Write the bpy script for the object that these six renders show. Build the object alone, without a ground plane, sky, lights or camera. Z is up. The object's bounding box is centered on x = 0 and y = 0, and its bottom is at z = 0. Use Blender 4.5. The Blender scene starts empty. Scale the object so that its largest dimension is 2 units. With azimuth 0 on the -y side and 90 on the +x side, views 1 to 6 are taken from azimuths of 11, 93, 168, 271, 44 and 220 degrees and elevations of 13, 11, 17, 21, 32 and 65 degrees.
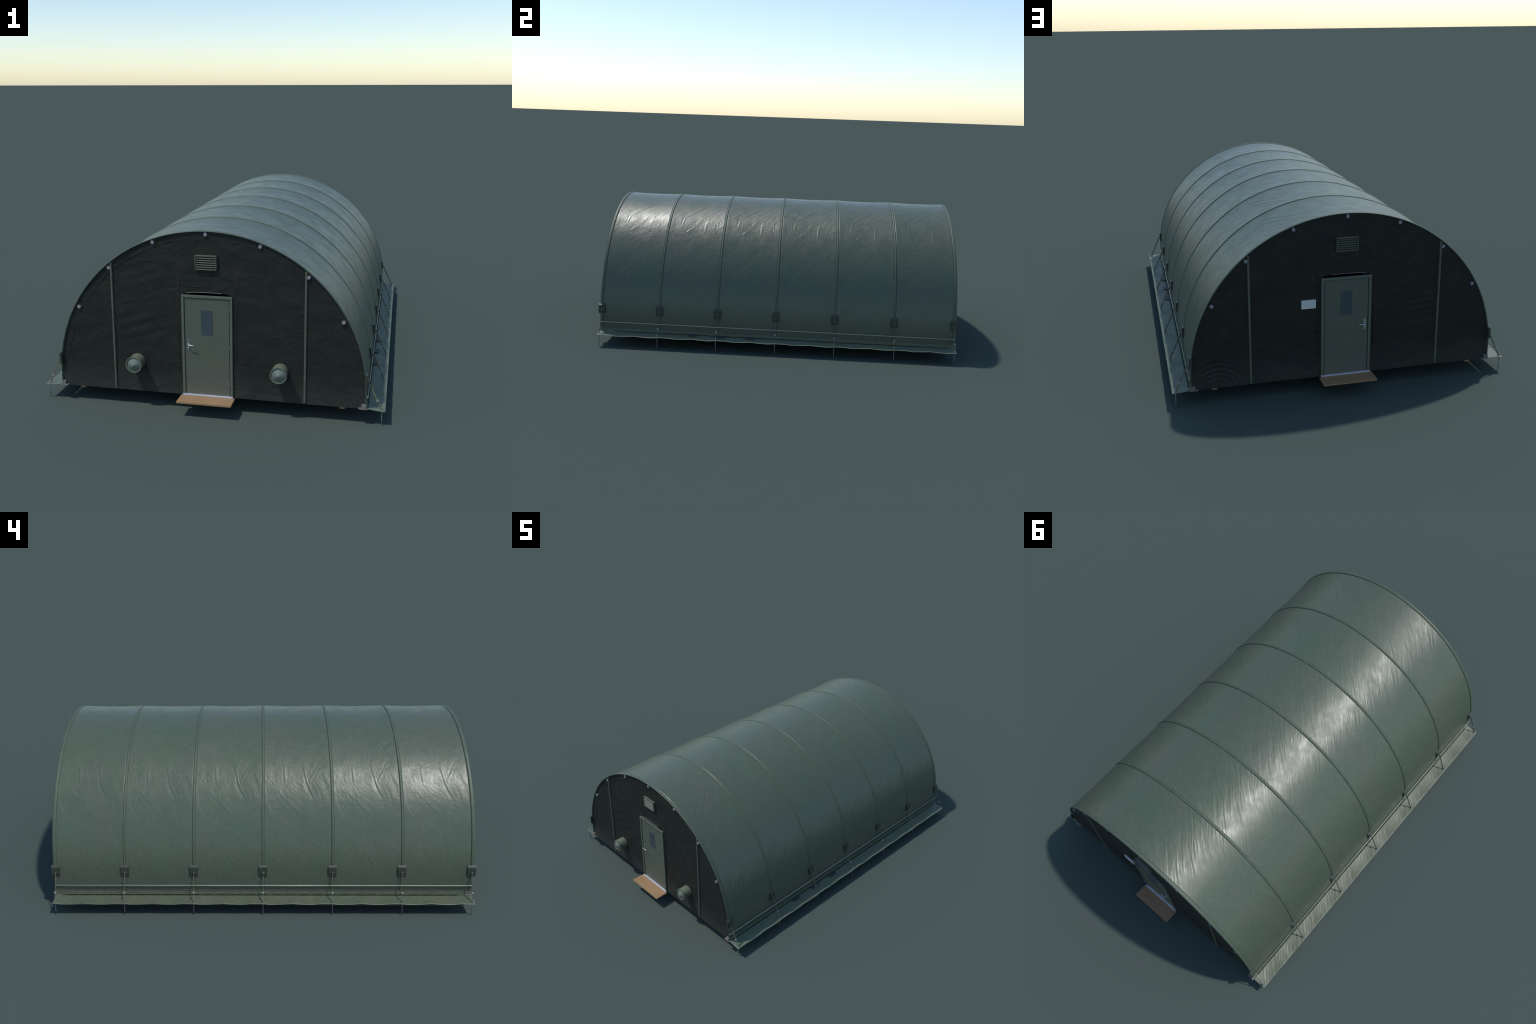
# Arched military frame tent: fabric roof stretched over seven ribs, dark end
# walls with door, vent and pipe stubs, side skirts with straps and ground stakes.
import bpy, bmesh, math, random
import numpy as np
from mathutils import Vector, Matrix, noise

random.seed(7)
rng = np.random.default_rng(7)

# ------------------------------------------------------------------ sizes
A, B, ZC = 0.6232, 0.6145, 0.118      # rib ellipse: half width, half height, centre height
Z_BOTTOM = 0.064                       # lower edge of the roof fabric
BAY = 0.3053                           # distance between ribs
END_Y = 3 * BAY                        # 0.9159, the end ribs
WALL_Y = 0.9195                        # outer face of the end walls
ANCHOR_PITCH = 0.3053                  # distance between stakes

# ------------------------------------------------------------------ helpers
def link(o, parent=None):
    bpy.context.scene.collection.objects.link(o)
    if parent is not None:
        o.parent = parent
    return o

def make_mesh(name, verts, faces, mat, smooth=False):
    me = bpy.data.meshes.new(name)
    me.from_pydata([tuple(v) for v in verts], [], [tuple(f) for f in faces])
    me.materials.append(mat)
    me.polygons.foreach_set("use_smooth", [smooth] * len(me.polygons))
    me.update()
    return me

def make_obj(name, me, parent=None, loc=(0, 0, 0), rot=None):
    o = bpy.data.objects.new(name, me)
    o.location = loc
    if rot is not None:
        o.rotation_euler = rot
    return link(o, parent)

def grid_mesh(name, P, mat, smooth=True):
    """P: array rows x cols x 3 -> quad mesh"""
    r, c, _ = P.shape
    idx = np.arange(r * c).reshape(r, c)
    q = np.stack([idx[:-1, :-1], idx[:-1, 1:], idx[1:, 1:], idx[1:, :-1]], -1).reshape(-1, 4)
    me = bpy.data.meshes.new(name)
    me.vertices.add(r * c)
    me.vertices.foreach_set("co", P.reshape(-1).astype(np.float32))
    me.loops.add(q.size)
    me.loops.foreach_set("vertex_index", q.reshape(-1).astype(np.int32))
    me.polygons.add(len(q))
    me.polygons.foreach_set("loop_start", np.arange(0, q.size, 4, dtype=np.int32))
    me.polygons.foreach_set("loop_total", np.full(len(q), 4, dtype=np.int32))
    me.update(calc_edges=True)
    me.polygons.foreach_set("use_smooth", np.full(len(q), smooth))
    me.materials.append(mat)
    me.validate()
    return me

def box_mesh(name, lo, hi, mat, bevel=0.0, seg=2):
    bm = bmesh.new()
    bmesh.ops.create_cube(bm, size=1.0)
    lo, hi = Vector(lo), Vector(hi)
    for v in bm.verts:
        v.co = Vector([lo[i] + (v.co[i] + 0.5) * (hi[i] - lo[i]) for i in range(3)])
    if bevel > 0:
        bmesh.ops.bevel(bm, geom=bm.edges[:], offset=bevel, segments=seg, affect='EDGES')
    bmesh.ops.recalc_face_normals(bm, faces=bm.faces)
    me = bpy.data.meshes.new(name)
    bm.to_mesh(me); bm.free()
    me.materials.append(mat)
    return me

def tube_mesh(name, pts, r, mat, seg=8, cap=True, squash=None):
    """round bar through points; squash=(ry scale) flattens it across world y"""
    verts, faces = [], []
    pts = [Vector(p) for p in pts]
    for i, p in enumerate(pts):
        t = (pts[min(i + 1, len(pts) - 1)] - pts[max(i - 1, 0)]).normalized()
        up = Vector((0, 1, 0)) if abs(t.y) < 0.9 else Vector((0, 0, 1))
        u = t.cross(up).normalized(); w = t.cross(u).normalized()
        for k in range(seg):
            a = 2 * math.pi * k / seg
            verts.append(p + u * r * math.cos(a) + w * r * math.sin(a))
    for i in range(len(pts) - 1):
        for k in range(seg):
            a, b = i * seg + k, i * seg + (k + 1) % seg
            faces.append((a, a + seg, b + seg, b))
    if cap:
        faces.append(tuple(range(seg)))
        faces.append(tuple(reversed(range((len(pts) - 1) * seg, len(pts) * seg))))
    me = make_mesh(name, verts, faces, mat, smooth=seg > 5)
    bm = bmesh.new(); bm.from_mesh(me)
    bmesh.ops.recalc_face_normals(bm, faces=bm.faces)
    bm.to_mesh(me); bm.free()
    return me

def lathe_y(name, prof, mat, seg=40):
    """prof: list of (radius, y) turned round the y axis"""
    verts, faces = [], []
    for r, y in prof:
        for k in range(seg):
            a = 2 * math.pi * k / seg
            verts.append((r * math.cos(a), y, r * math.sin(a)))
    for i in range(len(prof) - 1):
        for k in range(seg):
            a, b = i * seg + k, i * seg + (k + 1) % seg
            faces.append((a, b, b + seg, a + seg))
    me = make_mesh(name, verts, faces, mat, smooth=True)
    bm = bmesh.new(); bm.from_mesh(me)
    bmesh.ops.remove_doubles(bm, verts=bm.verts, dist=1e-6)
    bmesh.ops.recalc_face_normals(bm, faces=bm.faces)
    bm.to_mesh(me); bm.free()
    me.set_sharp_from_angle(angle=math.radians(38))
    return me

def mirror_y(me, name):
    """copy of a mesh mirrored to the other end of the tent"""
    m2 = me.copy(); m2.name = name
    m2.transform(Matrix.Scale(-1, 4, (0, 1, 0)))
    m2.flip_normals()
    return m2

# ------------------------------------------------------------------ materials
class Mat:
    def __init__(self, name):
        self.m = bpy.data.materials.new(name); self.m.use_nodes = True
        self.nt = self.m.node_tree; self.nt.nodes.clear()
        self.out = self.n('ShaderNodeOutputMaterial')
        self.b = self.n('ShaderNodeBsdfPrincipled')
        self.l(self.b.outputs[0], self.out.inputs['Surface'])
    def n(self, t, **kw):
        nd = self.nt.nodes.new(t)
        for k, v in kw.items():
            setattr(nd, k, v)
        return nd
    def l(self, a, b):
        self.nt.links.new(a, b)
    def put(self, sock, v):
        if hasattr(v, 'is_output') or isinstance(v, bpy.types.NodeSocket):
            self.l(v, sock)
        else:
            sock.default_value = v
    def math(self, op, a, b=0.0, c=None, clamp=False):
        nd = self.n('ShaderNodeMath', operation=op, use_clamp=clamp)
        self.put(nd.inputs[0], a); self.put(nd.inputs[1], b)
        if c is not None:
            self.put(nd.inputs[2], c)
        return nd.outputs[0]
    def coord(self):
        return self.n('ShaderNodeTexCoord').outputs['Object']
    def sep(self, v):
        nd = self.n('ShaderNodeSeparateXYZ'); self.l(v, nd.inputs[0]); return nd.outputs
    def comb(self, x, y, z):
        nd = self.n('ShaderNodeCombineXYZ')
        for i, v in enumerate((x, y, z)):
            self.put(nd.inputs[i], v)
        return nd.outputs[0]
    def noise(self, vec, scale, detail=3.0, rough=0.5, dist=0.0):
        nd = self.n('ShaderNodeTexNoise')
        self.l(vec, nd.inputs['Vector'])
        nd.inputs['Scale'].default_value = scale; nd.inputs['Detail'].default_value = detail
        nd.inputs['Roughness'].default_value = rough; nd.inputs['Distortion'].default_value = dist
        return nd.outputs['Fac']
    def ramp(self, f, lo, hi, a=0.0, b=1.0, smooth=True):
        nd = self.n('ShaderNodeMapRange', interpolation_type='SMOOTHSTEP' if smooth else 'LINEAR')
        self.put(nd.inputs['Value'], f)
        for k, v in (('From Min', lo), ('From Max', hi), ('To Min', a), ('To Max', b)):
            nd.inputs[k].default_value = v
        return nd.outputs['Result']
    def mix(self, f, a, b):
        nd = self.n('ShaderNodeMix', data_type='RGBA')
        self.put(nd.inputs[0], f)
        self.put(nd.inputs[6], a if not isinstance(a, tuple) else (*a, 1))
        self.put(nd.inputs[7], b if not isinstance(b, tuple) else (*b, 1))
        return nd.outputs[2]
    def bump(self, h, strength, dist, normal=None):
        nd = self.n('ShaderNodeBump')
        nd.inputs['Strength'].default_value = strength; nd.inputs['Distance'].default_value = dist
        self.l(h, nd.inputs['Height'])
        if normal is not None:
            self.l(normal, nd.inputs['Normal'])
        return nd.outputs[0]
    def set(self, color=None, rough=None, metal=None, spec=None, normal=None):
        i = self.b.inputs
        if color is not None:
            self.put(i['Base Color'], (*color, 1) if isinstance(color, tuple) else color)
        if rough is not None: self.put(i['Roughness'], rough)
        if metal is not None: self.put(i['Metallic'], metal)
        if spec is not None: self.put(i['Specular IOR Level'], spec)
        if normal is not None: self.l(normal, i['Normal'])
        return self.m

def canvas_material(name, base, second, dirt, rough, streak_only=False, top_amp=0.0011, spec=0.5):
    """coated tent fabric: leathery on the sides, drawn-out streaks on the top"""
    k = Mat(name)
    co = k.coord(); x, y, z = k.sep(co)
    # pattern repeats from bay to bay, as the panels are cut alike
    yb = k.math('SUBTRACT', k.math('MODULO', k.math('ADD', y, 10 * BAY), BAY), BAY * 0.5)
    s = k.math('ADD', k.math('MULTIPLY', x, 0.72), k.math('MULTIPLY', yb, -0.69))
    t = k.math('ADD', k.math('MULTIPLY', x, 0.69), k.math('MULTIPLY', yb, 0.72))
    sv = k.comb(k.math('MULTIPLY', s, 0.09), t, 0.0)
    st = k.noise(sv, 120.0, 4.0, 0.6, 0.3)
    st2 = k.noise(k.comb(k.math('MULTIPLY', s, 0.22), t, 3.7), 26.0, 2.0, 0.5, 0.4)
    top_h = k.math('ADD', k.math('MULTIPLY', st, 0.85), k.math('MULTIPLY', st2, 1.9))
    # side: wrinkled grain, slightly slanted
    sl = k.math('ADD', yb, k.math('MULTIPLY', z, -0.35))
    pv = k.comb(sl, k.math('MULTIPLY', z, 0.8), k.math('MULTIPLY', x, 0.15))
    g1 = k.noise(pv, 95.0, 3.0, 0.55, 1.2)
    g2 = k.noise(pv, 26.0, 2.0, 0.5, 0.8)
    side_h = k.math('ADD', k.math('MULTIPLY', g1, 0.60), k.math('MULTIPLY', g2, 1.15))
    side_h = k.math('ADD', side_h, k.math('MULTIPLY', k.noise(k.comb(sl, z, k.math('MULTIPLY', x, 0.15)), 11.0, 2.0, 0.5, 0.4), 2.4))
    nz = k.sep(k.n('ShaderNodeNewGeometry').outputs['Normal'])[2]
    m = k.ramp(nz, 0.82, 0.89)
    if streak_only:
        h = top_h
    else:
        mx = k.n('ShaderNodeMix', data_type='FLOAT')
        k.l(m, mx.inputs[0]); k.l(side_h, mx.inputs[2]); k.l(top_h, mx.inputs[3])
        h = mx.outputs[0]
    # fades out low on the walls where the fabric hangs taut
    fade = k.ramp(z, 0.12, 0.5, 0.5, 1.0) if not streak_only else 1.0
    h = k.math('MULTIPLY', h, fade)
    nrm = k.bump(h, 1.0, top_amp)
    # colour: faint clouds of browner and greener cloth, dust at the hem
    c1 = k.ramp(k.noise(k.comb(x, k.math('MULTIPLY', y, 1.0), z), 5.0, 3.0, 0.55), 0.35, 0.68)
    col = k.mix(c1, base, second)
    c2 = k.ramp(k.noise(co, 60.0, 4.0, 0.6), 0.25, 0.8, 0.92, 1.08)
    if dirt is not None:
        hem = k.math('MULTIPLY', k.ramp(k.math('ADD', z, k.math('MULTIPLY', k.noise(co, 14.0, 3.0), 0.05)), 0.13, 0.215, 1.0, 0.0), 0.6)
        col = k.mix(hem, col, dirt)
    br = k.n('ShaderNodeMix', data_type='RGBA', blend_type='MULTIPLY')
    br.inputs[0].default_value = 1.0
    k.l(col, br.inputs[6])
    k.l(k.comb(c2, c2, c2), br.inputs[7])
    rg = k.ramp(k.noise(co, 18.0, 3.0), 0.3, 0.7, rough - 0.04, rough + 0.05)
    return k.set(br.outputs[2], rg, 0.0, spec, nrm)

def plain_material(name, color, rough=0.6, metal=0.0, spec=0.5, vary=0.12, scale=40.0, bump=0.0, second=None):
    k = Mat(name)
    co = k.coord()
    f = k.ramp(k.noise(co, scale, 4.0, 0.55), 0.3, 0.7)
    dark = tuple(c * (1 - vary) for c in color); light = tuple(min(1, c * (1 + vary)) for c in color)
    if second is not None:
        light = second
    nrm = k.bump(k.noise(co, scale * 6, 3.0), 0.4, bump) if bump > 0 else None
    return k.set(k.mix(f, dark, light), rough, metal, spec, nrm)

GREEN = (0.072, 0.099, 0.064)
GREEN2 = (0.080, 0.098, 0.068)
M_ROOF = canvas_material("roof_canvas", GREEN, GREEN2, (0.092, 0.090, 0.074), 0.375)
M_RIB = plain_material("rib_sleeve", (0.066, 0.090, 0.059), 0.55, vary=0.08, scale=30)
M_BAND = plain_material("hem_flap_canvas", (0.088, 0.112, 0.076), 0.5, vary=0.1, scale=30)
M_SKIRT_A = canvas_material("darkened_skirt_canvas", (0.084, 0.108, 0.067), (0.093, 0.108, 0.070), None, 0.43, streak_only=True, top_amp=0.0012, spec=0.6)  # two tones, -x darker and +x paler, each matched to how that side looks in the views
M_SKIRT_B = canvas_material("lightened_skirt_canvas", (0.112, 0.154, 0.104), (0.121, 0.154, 0.108), None, 0.50, streak_only=True, top_amp=0.0010, spec=0.4)

def wall_material():
    k = Mat("wall_canvas")
    co = k.coord(); x, y, z = k.sep(co)
    h = k.math('ADD', k.noise(k.comb(x, k.math('MULTIPLY', y, 0.2), k.math('MULTIPLY', z, 1.15)), 15.0, 4.0, 0.5, 0.9),
               k.math('MULTIPLY', k.noise(co, 70.0, 3.0), 0.22))
    nrm = k.bump(h, 1.0, 0.0042)
    col = k.mix(k.ramp(k.noise(co, 12.0, 4.0, 0.6), 0.35, 0.7), (0.0150, 0.0174, 0.0148), (0.0190, 0.0214, 0.0178))
    # dust thrown up on the foot of the wall
    dust = k.ramp(k.math('ADD', z, k.math('MULTIPLY', k.noise(co, 9.0, 4.0, 0.6), 0.12)), 0.11, 0.27, 0.7, 0.0)
    col = k.mix(dust, col, (0.035, 0.043, 0.035))
    return k.set(col, 0.55, 0.0, 0.25, nrm)
M_WALL = wall_material()

def door_material():
    k = Mat("door_paint")
    co = k.coord(); x, y, z = k.sep(co)
    f = k.ramp(k.noise(co, 11.0, 3.0, 0.5), 0.35, 0.65)
    col = k.mix(f, (0.094, 0.108, 0.078), (0.087, 0.105, 0.080))
    scuff = k.ramp(k.math('ADD', z, k.math('MULTIPLY', k.noise(co, 13.0, 4.0), 0.12)), 0.13, 0.24, 0.6, 0.0)
    col = k.mix(scuff, col, (0.122, 0.112, 0.094))
    return k.set(col, 0.5, 0.0, 0.4)
M_DOOR = door_material()
M_FRAME = plain_material("frame_paint", (0.105, 0.124, 0.092), 0.5, vary=0.08)
M_POLE = plain_material("pole_paint", (0.090, 0.106, 0.078), 0.5, vary=0.1, scale=25)
M_VENT = plain_material("vent_paint", (0.100, 0.113, 0.080), 0.5, vary=0.08)
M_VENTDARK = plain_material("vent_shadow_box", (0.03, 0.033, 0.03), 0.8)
M_PIPE = plain_material("pipe_paint", (0.120, 0.142, 0.098), 0.5, vary=0.1, scale=25)
M_CAP = plain_material("cap_paint", (0.135, 0.165, 0.140), 0.45, vary=0.08, scale=25)
M_PANE = plain_material("window_pane", (0.046, 0.064, 0.076), 0.4, vary=0.05, scale=10)
M_STEEL = plain_material("bright_steel", (0.62, 0.64, 0.68), 0.28, metal=1.0, vary=0.06)
M_ZINC = plain_material("zinc_clip", (0.21, 0.22, 0.235), 0.5, metal=0.0, vary=0.1)
M_BUCKLE = plain_material("buckle_steel", (0.40, 0.40, 0.43), 0.4, metal=0.5, vary=0.06)
M_HINGE = plain_material("hinge_steel", (0.055, 0.068, 0.078), 0.6, metal=0.0, vary=0.06)
M_SILL = plain_material("sill_aluminium", (0.56, 0.58, 0.64), 0.38, metal=0.35, vary=0.06)
M_FOOT = plain_material("foot_plate_metal", (0.17, 0.165, 0.145), 0.5, metal=0.1, vary=0.1)
M_STAKE = plain_material("stake_metal", (0.24, 0.24, 0.24), 0.5, metal=0.3, vary=0.15)
M_STRAP = plain_material("strap_webbing", (0.135, 0.130, 0.080), 0.75, vary=0.12, scale=80)
M_RAIL = plain_material("rail_paint", (0.25, 0.325, 0.238), 0.3, vary=0.06)
M_PAD = plain_material("pad_canvas", (0.036, 0.046, 0.033), 0.5, vary=0.12, scale=30)  # base colour lowered to carry the shade on the pads' lower half
M_LACE = plain_material("lace_cord", (0.16, 0.17, 0.09), 0.8, vary=0.1)
M_SIGN = plain_material("sign_board", (0.54, 0.57, 0.54), 0.5, vary=0.03)
M_DARK_PLATE = plain_material("dark_plate_surface", (0.040, 0.052, 0.056), 0.5, vary=0.1)
M_LINING = plain_material("lining_canvas", (0.05, 0.05, 0.045), 0.8)

def wood_material(name, a, b):
    k = Mat(name)
    co = k.coord(); x, y, z = k.sep(co)
    g = k.noise(k.comb(k.math('MULTIPLY', x, 0.12), y, z), 90.0, 4.0, 0.6, 0.6)
    cl = k.noise(co, 16.0, 2.0)
    f = k.math('ADD', k.math('MULTIPLY', g, 0.6), k.math('MULTIPLY', cl, 0.4))
    return k.set(k.mix(k.ramp(f, 0.3, 0.7), a, b), 0.6, 0.0, 0.35)
M_WOOD = wood_material("plywood_board", (0.265, 0.165, 0.085), (0.305, 0.195, 0.105))
M_FLOOR = wood_material("floor_board", (0.20, 0.115, 0.055), (0.26, 0.15, 0.075))

def seam_material():
    k = Mat("worn_seam_tape")
    co = k.coord()
    f = k.ramp(k.noise(co, 28.0, 3.0, 0.6), 0.45, 0.68)
    return k.set(k.mix(f, (0.017, 0.020, 0.017), (0.072, 0.068, 0.050)), 0.7, 0.0, 0.3)
M_SEAM = seam_material()

# ------------------------------------------------------------------ the tent
tent = bpy.data.objects.new("frame_tent", None)
link(tent)
tent["label"] = "long arched dark green military tent with door"
tent["category"] = "tent"

# ---- profile of the arch (from the foot on -x over the crown to the foot on +x)
def arch_profile(n_arc, n_leg, off=0.0, z0=Z_BOTTOM):
    """points and outward normals in the xz plane, moved inward by off"""
    th = np.linspace(0, math.pi, n_arc)
    ex = np.stack([-A * np.cos(th), ZC + B * np.sin(th)], 1)
    en = np.stack([-np.cos(th) / A, np.sin(th) / B], 1)
    en /= np.linalg.norm(en, axis=1, keepdims=True)
    lz = np.linspace(z0, ZC, n_leg, endpoint=False)
    left = np.stack([np.full(n_leg, -A), lz], 1); ln = np.tile([[-1.0, 0.0]], (n_leg, 1))
    right = left[::-1] * [[-1, 1]]; rn = ln * [[-1, 1]]
    P = np.concatenate([left, ex, right]); N = np.concatenate([ln, en, rn])
    T = np.concatenate([(lz - ZC) / 0.6165, th, math.pi - (lz[::-1] - ZC) / 0.6165])
    return P - N * off, N, T

# ---- folds pressed into every roof panel: (bay fraction, angle on the arch) lines
SIDE_FOLDS = [  # ride on both flanks at the same height
    ([(0.69, 51), (0.68, 45), (0.67, 42)], 0.0011),
    ([(0.41, 50), (0.37, 45), (0.34, 41), (0.25, 36)], 0.0015),
    ([(0.15, 53), (0.21, 50), (0.27, 46), (0.34, 43)], 0.0007),
    ([(0.77, 39), (0.70, 36)], 0.0011),
    ([(0.87, 33), (0.84, 31), (0.79, 30)], 0.0010),
    ([(0.46, 27), (0.43, 23), (0.37, 21)], 0.0012),
    ([(0.55, 14), (0.46, 11), (0.35, 5)], 0.0011),
    ([(0.66, 35), (0.63, 34), (0.49, 30), (0.40, 27)], 0.0007),
    ([(0.82, 34), (0.82, 32), (0.76, 31)], 0.0010),
    ([(0.28, 27), (0.27, 24), (0.22, 22)], 0.0009),
    ([(0.75, 22), (0.71, 19), (0.70, 15)], 0.0008),
    ([(0.12, 40), (0.14, 36), (0.10, 33)], 0.0008),
    ([(0.85, 12), (0.80, 8)], 0.0008),
]
FAR_FOLDS = [   # only over the crown and the +x shoulder
    ([(0.24, 122), (0.46, 115), (0.90, 102), (1.10, 95)], 0.0013),
    ([(0.08, 121), (0.21, 117), (0.47, 110), (0.7, 103)], 0.0011),
    ([(0.26, 121), (0.23, 127)], 0.0015),
    ([(0.41, 129), (0.30, 133)], 0.0012),
    ([(0.31, 136), (0.28, 140), (0.21, 143)], 0.0010),
    ([(0.65, 126), (0.66, 131), (0.62, 134)], 0.0010),
    ([(0.86, 124), (0.88, 128), (0.84, 131)], 0.0010),
    ([(0.60, 121), (0.86, 113), (1.05, 107)], 0.0009),
]
NEAR_FOLDS = [  # the -x shoulder
    ([(0.84, 76), (1.01, 71), (1.15, 67), (1.28, 62)], 0.0012),
    ([(0.69, 79), (0.97, 70)], 0.0011),
    ([(0.07, 66), (0.13, 64), (0.29, 59), (0.30, 57)], 0.0011),
    ([(0.40, 80), (0.58, 73), (0.72, 67)], 0.0008),
    ([(0.55, 66), (0.72, 60)], 0.0008),
]
def fold_field(yb, th):
    """height of the folds at bay position yb (0..1) and arch angle th (rad)"""
    H = np.zeros(np.broadcast(yb, th).shape)
    R = 0.6165
    folds = [(p, a) for p, a in SIDE_FOLDS]
    folds += [([(u, 180 - t) for u, t in p], a) for p, a in SIDE_FOLDS[5:]]
    folds += FAR_FOLDS + NEAR_FOLDS
    for pts, amp in folds:
        pts = np.array(pts, float)
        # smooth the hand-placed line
        tt = np.linspace(0, len(pts) - 1, 12 * (len(pts) - 1) + 1)
        ux = np.interp(tt, range(len(pts)), pts[:, 0]); ut = np.interp(tt, range(len(pts)), pts[:, 1])
        ker = np.ones(9) / 9
        ux = np.convolve(np.pad(ux, 4, mode='edge'), ker, 'valid'); ut = np.convolve(np.pad(ut, 4, mode='edge'), ker, 'valid')
        for sh in (0, -1, 1):
            X = (ux + sh) * BAY; S = np.radians(ut) * R
            if X.max() < -0.02 or X.min() > BAY + 0.02:
                continue
            gx = np.broadcast_to(yb * BAY, H.shape); gs = np.broadcast_to(th * R, H.shape)
            msk = (gx > X.min() - .02) & (gx < X.max() + .02) & (gs > S.min() - .02) & (gs < S.max() + .02)
            if not msk.any():
                continue
            qx, qs = gx[msk], gs[msk]
            best = np.full(qx.shape, 9.0); side = np.zeros(qx.shape); along = np.zeros(qx.shape)
            n = len(X) - 1
            for i in range(n):
                dx, ds = X[i + 1] - X[i], S[i + 1] - S[i]
                L2 = dx * dx + ds * ds + 1e-12
                f = np.clip(((qx - X[i]) * dx + (qs - S[i]) * ds) / L2, 0, 1)
                ex, es = qx - X[i] - f * dx, qs - S[i] - f * ds
                d = np.hypot(ex, es)
                b = d < best
                best = np.where(b, d, best); side = np.where(b, np.sign(dx * es - ds * ex), side)
                along = np.where(b, (i + f) / n, along)
            d = best * side
            w = 0.0030
            prof = np.exp(-(d / w) ** 2) - 0.55 * np.exp(-((d - 1.9 * w) / (1.3 * w)) ** 2)
            H[msk] += amp * prof * np.sin(np.pi * np.clip(along * 0.9 + 0.05, 0, 1)) ** 0.6
    return H

def build_roof():
    P, N, T = arch_profile(561, 20)
    near = np.linspace(0.0004, 0.0100, 10)          # fine columns beside the sleeves
    yy = np.concatenate([near, np.linspace(0.0130, BAY - 0.0130, 92), BAY - near[::-1]])
    yb = yy / BAY
    edge = np.minimum(yb, 1 - yb) * BAY
    crown = np.clip(np.sin(np.clip(T, 0, math.pi)), 0, 1)[:, None]
    sag = (0.0012 + 0.0026 * crown) * (np.sin(np.pi * yb) ** 0.8)[None, :]
    groove = (np.where(yb < 0.5, 0.0022, 0.0014) * np.exp(-((edge - 0.0050) / 0.0017) ** 2))[None, :]   # cut to draw a dark shadow line beside each sleeve, deeper on +y
    fold = fold_field(yb[None, :], T[:, None])
    # broad slack in the cloth
    slack = np.zeros_like(fold)
    for _ in range(16):
        ky = rng.integers(1, 5); kt = rng.uniform(4, 18); ph = rng.uniform(0, 6.28, 2)
        slack += np.sin(2 * np.pi * ky * yb[None, :] + ph[0] + 2.0 * T[:, None]) * np.sin(kt * T[:, None] + ph[1]) / (1 + ky)
    slack *= 0.00016 * np.sin(np.pi * yb)[None, :]
    off = -0.0022 - sag - groove + (0.55 * fold + slack) * np.clip(edge / 0.008, 0, 1)[None, :]
    cols = []
    for b in range(6):
        y0 = -END_Y + b * BAY
        X = P[:, 0, None] + N[:, 0, None] * off
        Z = P[:, 1, None] + N[:, 1, None] * off
        Y = np.broadcast_to(y0 + yb[None, :] * BAY, X.shape)
        cols.append(np.stack([X, Y, Z], -1))
    G = np.concatenate(cols, 1)
    me = grid_mesh("roof_cover", G[:, ::-1], M_ROOF)
    return me
roof = make_obj("roof_cover", build_roof(), tent)

def sweep_arch(name, section, y0, mat, n_arc=181, n_leg=6, z0=Z_BOTTOM):
    """sweep a (y, inward offset) section along the arch"""
    P, N, T = arch_profile(n_arc, n_leg, 0.0, z0)
    rows = [[(p[0] - n[0] * o, y0 + y, p[1] - n[1] * o) for (y, o) in section] for p, n in zip(P, N)]
    G = np.array(rows)
    G = np.concatenate([G, G[:, :1]], 1)
    return grid_mesh(name, G[:, ::-1], mat)

rib_section = [(-0.0046, 0.011), (-0.0046, 0.0026), (-0.0038, 0.0011), (-0.0018, 0.0002), (0.0018, 0.0002),
               (0.0038, 0.0011), (0.0046, 0.0026), (0.0046, 0.011)]
rib_me = sweep_arch("arch_rib", rib_section, 0.0, M_RIB)
for i in range(1, 6):
    make_obj("arch_rib", rib_me, tent, (0, -END_Y + i * BAY, 0))
end_section = [(-0.0046, 0.0075), (-0.0046, 0.0034), (-0.0040, 0.0012), (-0.0020, 0.0002), (0.0074, 0.0002),
               (0.0096, 0.0010), (0.0105, 0.0022), (0.0098, 0.0034), (0.0050, 0.0046), (0.0, 0.0075)]
end_me = sweep_arch("end_rib", [(-y, o) for y, o in reversed(end_section)], 0.0, M_RIB)
make_obj("end_rib", end_me, tent, (0, -END_Y, 0))
make_obj("end_rib", sweep_arch("end_rib", end_section, 0.0, M_RIB), tent, (0, END_Y, 0))

# inner lining, so that the gap above the door looks into a dark tent
P, N, T = arch_profile(61, 3, 0.013, 0.066)
make_obj("inner_lining", grid_mesh("inner_lining", np.stack([np.stack([P[:, 0], np.full(len(P), y), P[:, 1]], -1) for y in (-0.914, 0.914)], 1), M_LINING), tent)

# ------------------------------------------------------------------ floor
make_obj("floor_deck", box_mesh("floor_deck", (-0.606, -0.912, 0.0600), (0.606, 0.912, 0.0650), M_FLOOR), tent)
beam_me = box_mesh("floor_beam", (-0.0107, -0.912, 0.0505), (0.0107, 0.912, 0.0598), M_WOOD, 0.001)
for sx in (-0.537, 0.530):
    make_obj("floor_beam", beam_me, tent, (sx, 0, 0))

# ------------------------------------------------------------------ end walls
DOOR_W = 0.0975

def build_wall(back):
    strips = [np.linspace(-0.6175, -DOOR_W, 120), np.linspace(-DOOR_W, DOOR_W, 60), np.linspace(DOOR_W, 0.6175, 120)]
    parts = [wall_strip(xs, k == 1, back) for k, xs in enumerate(strips)]
    bm = bmesh.new()
    for p in parts:
        bm.from_mesh(p); bpy.data.meshes.remove(p)
    me = bpy.data.meshes.new("end_wall"); bm.to_mesh(me); bm.free()
    me.materials.append(M_WALL)
    return me

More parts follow.
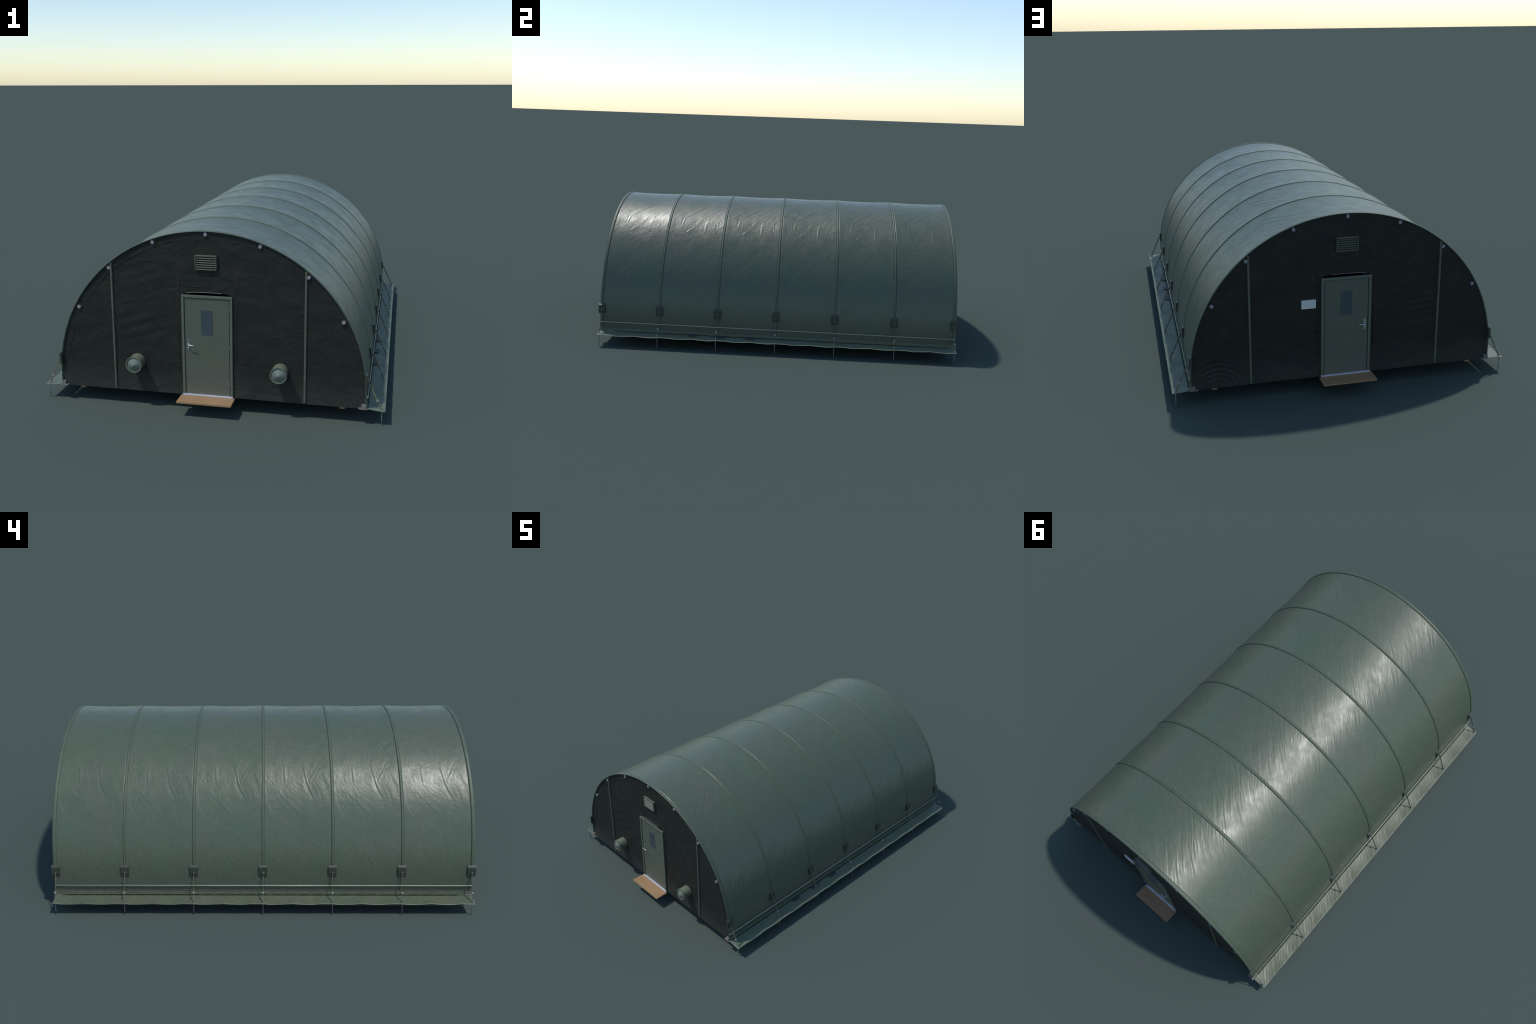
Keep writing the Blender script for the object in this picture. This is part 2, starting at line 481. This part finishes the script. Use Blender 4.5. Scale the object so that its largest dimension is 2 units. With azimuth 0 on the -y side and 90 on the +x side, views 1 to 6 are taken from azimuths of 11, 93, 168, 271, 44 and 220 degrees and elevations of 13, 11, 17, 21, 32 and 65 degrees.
def wall_strip(xs, over_door, back):
    nz = 170
    g = np.zeros((len(xs), nz, 3))
    for i, x in enumerate(xs):
        top = ZC + (B - 0.0048) * math.sqrt(max(0.0, 1 - (x / (A - 0.0048)) ** 2))
        low = 0.0615
        if over_door:
            low = 0.476 + 0.0150 * max(0.0, 1 - (x / (DOOR_W + 0.006)) ** 4)
        z = np.linspace(low, top, nz)
        g[i, :, 0] = x; g[i, :, 2] = z
        edge = np.clip(np.minimum(top - z, 0.618 - abs(x)) / 0.03, 0, 1)
        d = np.zeros(nz)
        for j in range(nz):
            p = Vector((x * 5, 3.0 if back else 0.0, z[j] * 6))
            d[j] = 0.0016 * noise.noise(p) + 0.0011 * noise.noise(p * 2.7 + Vector((4, 1, 2)))
        if back:
            # ring folds drawn up round the low corner, and slack waves beside the pole
            r = np.hypot(x - 0.515, (z - 0.050) * 1.05)
            d += 0.0010 * np.sin(r / 0.0215 * 2 * np.pi) * np.exp(-((r - 0.085) / 0.045) ** 2)
            d += 0.0007 * np.sin((z + 0.12 * x) / 0.030 * 2 * np.pi) * np.exp(-((x + 0.33) / 0.10) ** 2 - ((z - 0.33) / 0.07) ** 2)
        else:
            d += 0.0006 * np.sin((z - 0.3 * x) / 0.042 * 2 * np.pi) * np.exp(-((x + 0.25) / 0.10) ** 2 - ((z - 0.56) / 0.06) ** 2)
            d += 0.0007 * np.sin((z - 0.35 * x) / 0.050 * 2 * np.pi) * np.exp(-((x + 0.28) / 0.10) ** 2 - ((z - 0.33) / 0.06) ** 2)
        g[i, :, 1] = -WALL_Y - d * edge
    if back:
        g[:, :, 1] *= -1
    # break the sheet at the door columns so that no face bridges the opening edge
    me = grid_mesh("end_wall", g if not back else g[::-1], M_WALL)
    return me
front_wall = make_obj("end_wall", build_wall(False), tent)
back_wall = make_obj("end_wall", build_wall(True), tent)

# things that stand on both walls are modelled at the front and mirrored
def on_both(name, me, parents, subparent=None):
    return (make_obj(name, me, parents[0]), make_obj(name, mirror_y(me, name), parents[1]))

walls = (front_wall, back_wall)
for sx in (-1, 1):
    pole = box_mesh("wall_pole", (sx * 0.3858 - 0.0044, -0.9258, 0.0665), (sx * 0.3858 + 0.0044, -0.9150, 0.5925), M_POLE, 0.0018)
    on_both("wall_pole", pole, walls)

# clips along the arch
bmc = bmesh.new()
def add_box(bm, lo, hi, bev=0.0):
    r = bmesh.ops.create_cube(bm, size=1.0)
    vs = r['verts']
    for v in vs:
        v.co = Vector([lo[i] + (v.co[i] + 0.5) * (hi[i] - lo[i]) for i in range(3)])
    if bev:
        es = list({e for v in vs for e in v.link_edges})
        bmesh.ops.bevel(bm, geom=es, offset=bev, segments=2, affect='EDGES')
add_box(bmc, (-0.0061, -0.0075, -0.0056), (0.0061, 0.004, 0.0056), 0.0005)
add_box(bmc, (-0.0010, -0.0070, -0.0085), (0.0010, -0.0045, -0.0045))
add_box(bmc, (-0.0028, -0.0060, 0.0045), (0.0028, 0.002, 0.0085))
clip_me = bpy.data.meshes.new("wall_clip"); bmc.to_mesh(clip_me); bmc.free()
clip_me.materials.append(M_ZINC)
for k in range(-3, 4):
    a = math.radians(20.55 * k)
    px, pz = 0.6010 * math.sin(a), ZC + 0.6005 * math.cos(a)
    make_obj("wall_clip", clip_me, front_wall, (px, -WALL_Y, pz), (0, a, 0))
    make_obj("wall_clip", clip_me, back_wall, (px, WALL_Y, pz), (0, -a, math.pi))

# vents: frame box, dark back plate, six slanting slats
bmv = bmesh.new()
X0, Z0, Z1, YF, YB = 0.0430, 0.5815, 0.6378, -0.9310, -0.9150
add_box(bmv, (-X0, YF, Z0), (-X0 + 0.0028, YB, Z1), 0.0006)
add_box(bmv, (X0 - 0.0028, YF, Z0), (X0, YB, Z1), 0.0006)
add_box(bmv, (-X0 + 0.0028, YF, Z1 - 0.0040), (X0 - 0.0028, YB, Z1), 0.0006)
add_box(bmv, (-X0 + 0.0028, YF, Z0), (X0 - 0.0028, YB, Z0 + 0.0016), 0.0004)
vent_me = bpy.data.meshes.new("air_vent"); bmv.to_mesh(vent_me); bmv.free(); vent_me.materials.append(M_VENT)
vents = on_both("air_vent", vent_me, (tent, tent))
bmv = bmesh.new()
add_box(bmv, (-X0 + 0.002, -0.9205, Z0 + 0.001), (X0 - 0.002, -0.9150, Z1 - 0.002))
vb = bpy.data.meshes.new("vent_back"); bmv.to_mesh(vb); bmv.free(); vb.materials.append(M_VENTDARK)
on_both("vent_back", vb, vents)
for i in range(6):
    zc = 0.6283 - i * 0.00885
    sl = box_mesh("vent_slat", (-X0 + 0.0030, -0.0040, -0.0008), (X0 - 0.0030, 0.0040, 0.0008), M_VENT, 0.0004)
    sl.transform(Matrix.Translation((0, -0.9272, zc)) @ Matrix.Rotation(math.radians(30), 4, 'X'))
    on_both("vent_slat", sl, vents)

# doors
leaf = box_mesh("door", (-0.0893, -0.9235, 0.0690), (0.0890, -0.9100, 0.4660), M_DOOR, 0.0008)
doors = on_both("door", leaf, (tent, tent))
for sx in (-1, 1):
    on_both("door_jamb", box_mesh("door_jamb", (min(sx * 0.0912, sx * 0.1020), -0.9268, 0.0665), (max(sx * 0.0912, sx * 0.1020), -0.9050, 0.4676), M_FRAME, 0.0012), doors)
on_both("door_header", box_mesh("door_header", (-0.1022, -0.9272, 0.4678), (0.1022, -0.9185, 0.4780), M_FRAME, 0.0012), doors)
on_both("window_pane", box_mesh("window_pane", (-0.0236, -0.9244, 0.3184), (0.0233, -0.9180, 0.4183), M_PANE, 0.0004), doors)
on_both("door_sill", box_mesh("door_sill", (-0.1030, -0.9318, 0.0637), (0.1025, -0.9060, 0.0686), M_SILL, 0.0008), doors)
for zc in (0.4166, 0.2657, 0.1155):
    on_both("door_hinge", tube_mesh("door_hinge", [(0.0902, -0.9258, zc - 0.0105), (0.0902, -0.9258, zc + 0.0105)], 0.0017, M_HINGE, 10), doors)
on_both("handle_plate", box_mesh("handle_plate", (-0.0815, -0.9252, 0.2505), (-0.0724, -0.9220, 0.2955), M_STEEL, 0.0010), doors)
on_both("door_handle", tube_mesh("door_handle", [(-0.0770, -0.9210, 0.2770), (-0.0770, -0.9325, 0.2770), (-0.0763, -0.9360, 0.2770), (-0.0735, -0.9375, 0.2769),
        (-0.0620, -0.9377, 0.2766), (-0.0520, -0.9375, 0.2763), (-0.0500, -0.9365, 0.2762)], 0.0019, M_STEEL, 10), doors)
on_both("lock_cylinder", tube_mesh("lock_cylinder", [(-0.0768, -0.9210, 0.2605), (-0.0768, -0.9272, 0.2605)], 0.0018, M_STEEL, 12), doors)
step_me = box_mesh("door_step", (-0.1100, -1.0000, 0.0566), (0.1100, -0.9285, 0.0635), M_WOOD, 0.0010)
on_both("door_step", step_me, (tent, tent))
# pale draw wire along the arched opening over the door
wire = []
for i in range(25):
    x = -0.082 + 0.144 * i / 24
    wire.append((x, -0.9215, 0.476 + 0.0150 * (1 - (x / (DOOR_W + 0.006)) ** 4) - 0.0012))
on_both("draw_wire", tube_mesh("draw_wire", wire, 0.0009, M_ZINC, 6), walls)

# worn seams of the door panel and near the arch
for pts in ([(-0.1150, 0.165), (-0.1150, 0.30), (-0.1150, 0.45), (-0.1148, 0.555)], [(0.1175, 0.200), (0.1175, 0.35), (0.1172, 0.50), (0.1170, 0.580)]):
    on_both("wall_seam", tube_mesh("wall_seam", [(x, -WALL_Y - 0.0008, z) for x, z in pts], 0.0011, M_SEAM, 6), walls)
on_both("wall_seam", tube_mesh("wall_seam", [(x, -WALL_Y - 0.0006, 0.5112) for x in (-0.09, -0.03, 0.03, 0.09)], 0.0007, M_SEAM, 6), walls)
for sg in (-1, 1):
    arc = []
    for i in range(60):
        a = math.radians(10 + 72 * i / 59) * sg
        arc.append((0.588 * math.sin(a), -WALL_Y - 0.0004, ZC + 0.584 * math.cos(a)))
    on_both("wall_seam", tube_mesh("wall_seam", arc, 0.0009, M_SEAM, 6), walls)

# information board beside the far door
make_obj("sign_board", box_mesh("sign_board", (0.1236, 0.9160, 0.3584), (0.1816, 0.9250, 0.3938), M_SIGN, 0.0006), back_wall)

# pipe stubs with conical covers on the front
pipe_me = lathe_y("pipe_stub", [(0.0310, 0.010), (0.0310, -0.0540), (0.0330, -0.0556), (0.0334, -0.0580), (0.0330, -0.0604), (0.0305, -0.0608), (0.0286, -0.0600), (0.0280, -0.0540)], M_PIPE)
cap_me = lathe_y("pipe_cover", [(0.0284, -0.0560), (0.0200, -0.0605), (0.0100, -0.0655), (0.0030, -0.0690), (0.0, -0.0697)], M_CAP)
for sx in (-0.2905, 0.2895):
    p = make_obj("pipe_stub", pipe_me, tent, (sx, -0.9100, 0.1905))
    make_obj("pipe_cover", cap_me, p)

# corner feet
bmf = bmesh.new()
add_box(bmf, (0.5938, -0.9325, 0.0630), (0.6282, -0.8950, 0.0668), 0.0006)
add_box(bmf, (0.6045, -0.9300, 0.0669), (0.6238, -0.9175, 0.0812), 0.0012)
foot_me = bpy.data.meshes.new("corner_foot"); bmf.to_mesh(foot_me); bmf.free(); foot_me.materials.append(M_FOOT)
foot_b = mirror_y(foot_me, "corner_foot")
def mirror_x(me, name):
    m2 = me.copy(); m2.name = name
    m2.transform(Matrix.Scale(-1, 4, (1, 0, 0))); m2.flip_normals()
    return m2
for me in (foot_me, foot_b):
    make_obj("corner_foot", me, tent)
    make_obj("corner_foot", mirror_x(me, "corner_foot"), tent)

# ------------------------------------------------------------------ long sides
def skirt_wave(y):
    """rise and fall of the loose outer edge"""
    return 0.0014 * math.sin(y * 2 * math.pi / 0.152 + 0.6) + 0.0004 * math.sin(y * 2 * math.pi / 0.061 + 2.0) + 0.0006 * math.sin(y * 41.0)

def build_skirt(sx):
    ny, nx = 370, 14
    G = np.zeros((ny, nx, 3))
    for i in range(ny):
        y = -0.9255 + 1.851 * i / (ny - 1)
        for j in range(nx):
            t = j / (nx - 1)
            x = 0.6270 + 0.0682 * t
            lift = 0.0035 * math.exp(-((0.9255 - abs(y)) / 0.03) ** 2)        # corners are tied up to the feet
            z = 0.0612 + lift * (1 - t) - 0.0042 * t - 0.0010 * math.sin(math.pi * t)
            z += skirt_wave(y) * t ** 1.5
            G[i, j] = (sx * x, y, z)
    G = G if sx < 0 else G[::-1]
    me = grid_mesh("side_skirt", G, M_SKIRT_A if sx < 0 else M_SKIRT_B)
    o = make_obj("side_skirt", me, tent)
    s = o.modifiers.new("thick", 'SOLIDIFY'); s.thickness = 0.0012; s.offset = -1
    return o

stud_me = lathe_y("flap_stud", [(0.0, -0.0016), (0.0014, -0.0012), (0.0019, 0.0), (0.0019, 0.001)], M_ZINC, 10)
stud_me.transform(Matrix.Rotation(math.radians(90), 4, 'Z'))      # points to +x

# anchor pad: wedge of doubled cloth, thick at the top
def build_pad():
    prof = [(0.6140, 0.2072), (0.6234, 0.2014), (0.6246, 0.1988), (0.6244, 0.1576), (0.6230, 0.1555), (0.6140, 0.1555)]
    verts, faces = [], []
    for y in (-0.0182, 0.0182):
        verts += [(x, y, z) for x, z in prof]
    n = len(prof)
    for i in range(n):
        j = (i + 1) % n
        faces.append((i, j, n + j, n + i))
    faces += [tuple(range(n)), tuple(reversed(range(n, 2 * n)))]
    me = make_mesh("anchor_pad", verts, faces, M_PAD)
    bm = bmesh.new(); bm.from_mesh(me)
    bmesh.ops.recalc_face_normals(bm, faces=bm.faces)
    bmesh.ops.bevel(bm, geom=bm.edges[:], offset=0.0009, segments=2, affect='EDGES')
    bm.to_mesh(me); bm.free()
    return me
pad_me = build_pad()

def band_bar(name, p0, p1, width, thick, mat):
    """flat strap in the xz plane, thick along y"""
    p0, p1 = Vector(p0), Vector(p1)
    d = (p1 - p0); L = d.length; d.normalize()
    me = box_mesh(name, (-width / 2, -thick / 2, 0), (width / 2, thick / 2, L), mat, 0.0003, 1)
    ang = math.atan2(d.x, d.z)
    me.transform(Matrix.Translation(p0) @ Matrix.Rotation(ang, 4, 'Y'))
    return me

H_TOP, H_MID, H_LOW = (0.6268, 0, 0.1780), (0.6640, 0, 0.0967), (0.6815, 0, 0.0605)
strap_hi = band_bar("tie_strap", H_MID, H_TOP, 0.0060, 0.0016, M_STRAP)
strap_lo = band_bar("tie_strap", H_LOW, H_MID, 0.0064, 0.0016, M_STRAP)
bm = bmesh.new(); bm.from_mesh(strap_hi); bm.from_mesh(strap_lo)
strap_me = bpy.data.meshes.new("tie_strap"); bm.to_mesh(strap_me); bm.free(); strap_me.materials.append(M_STRAP)
bm = bmesh.new()
add_box(bm, (-0.0040, -0.0042, -0.0026), (0.0040, 0.0042, 0.0026), 0.0008)
add_box(bm, (0.0030, -0.0030, 0.0004), (0.0062, 0.0030, 0.0040), 0.0006)
buckle_me = bpy.data.meshes.new("strap_buckle"); bm.to_mesh(buckle_me); bm.free(); buckle_me.materials.append(M_BUCKLE)
buckle_me.transform(Matrix.Translation(H_MID) @ Matrix.Rotation(math.radians(-25), 4, 'Y'))
hook_me = tube_mesh("strap_hook", [(0.6245, -0.0052, 0.1788), (0.6275, -0.0046, 0.1783), (0.6285, 0, 0.1778), (0.6275, 0.0046, 0.1783), (0.6245, 0.0052, 0.1788)], 0.0009, M_STEEL, 8)
stake_me = tube_mesh("ground_stake", [(0.6826, 0, 0.0), (0.6820, 0, 0.0350), (0.6815, 0, 0.0650), (0.6822, 0, 0.0700), (0.6842, 0, 0.0704), (0.6850, 0, 0.0680)], 0.0019, M_STAKE, 10)

for sx in (-1, 1):
    fx = (lambda me, nm: me) if sx > 0 else mirror_x
    skirt = build_skirt(sx)
    # hem flap over the foot of the roof, with studs and a zigzag lace
    flap = box_mesh("hem_flap", (0.6215, -0.9200, 0.0636), (0.6252, 0.9200, 0.0815), M_BAND, 0.0012)
    flap_o = make_obj("hem_flap", fx(flap, "hem_flap"), tent)
    st = fx(stud_me, "flap_stud")
    lace = []
    for i in range(31):
        y = -15 * 0.0607 + i * 0.0607
        make_obj("flap_stud", st, flap_o, (sx * 0.6252, y, 0.0765))
        lace.append((sx * 0.6257, y, 0.0761))
        if i < 30:
            lace.append((sx * 0.6257, y + 0.018, 0.0672))
            lace.append((sx * 0.6252, y + 0.030, 0.0642))
            lace.append((sx * 0.6257, y + 0.043, 0.0672))
    make_obj("flap_lace", tube_mesh("flap_lace", lace, 0.0006, M_LACE, 6), flap_o)
    make_obj("side_rail", tube_mesh("side_rail", [(sx * 0.6268, -0.9250, 0.1118), (sx * 0.6268, 0.9250, 0.1118)], 0.0025, M_RAIL, 12), tent)
    pad, strap, buckle, hook, stake = (fx(m, n) for m, n in ((pad_me, "anchor_pad"), (strap_me, "tie_strap"), (buckle_me, "strap_buckle"), (hook_me, "strap_hook"), (stake_me, "ground_stake")))
    for k in range(-3, 4):
        yb = k * ANCHOR_PITCH; ys = k * ANCHOR_PITCH
        po = make_obj("anchor_pad", pad, tent, (0, yb, 0), (0, 0, 0))
        so = make_obj("tie_strap", strap, tent, (0, ys, 0))
        make_obj("strap_buckle", buckle, so, (0, 0, 0))
        make_obj("strap_hook", hook, so, (0, 0, 0))
        make_obj("ground_stake", stake, tent, (0, ys, 0))
# three dark plates lying over the +x skirt
for yc in (-0.437, -0.284, -0.131):
    fl = box_mesh("dark_plate", (0.6215, -0.0245, 0.0670), (0.6500, 0.0245, 0.0684), M_DARK_PLATE, 0.0004)
    make_obj("dark_plate", fl, tent, (0, yc, -0.0012))
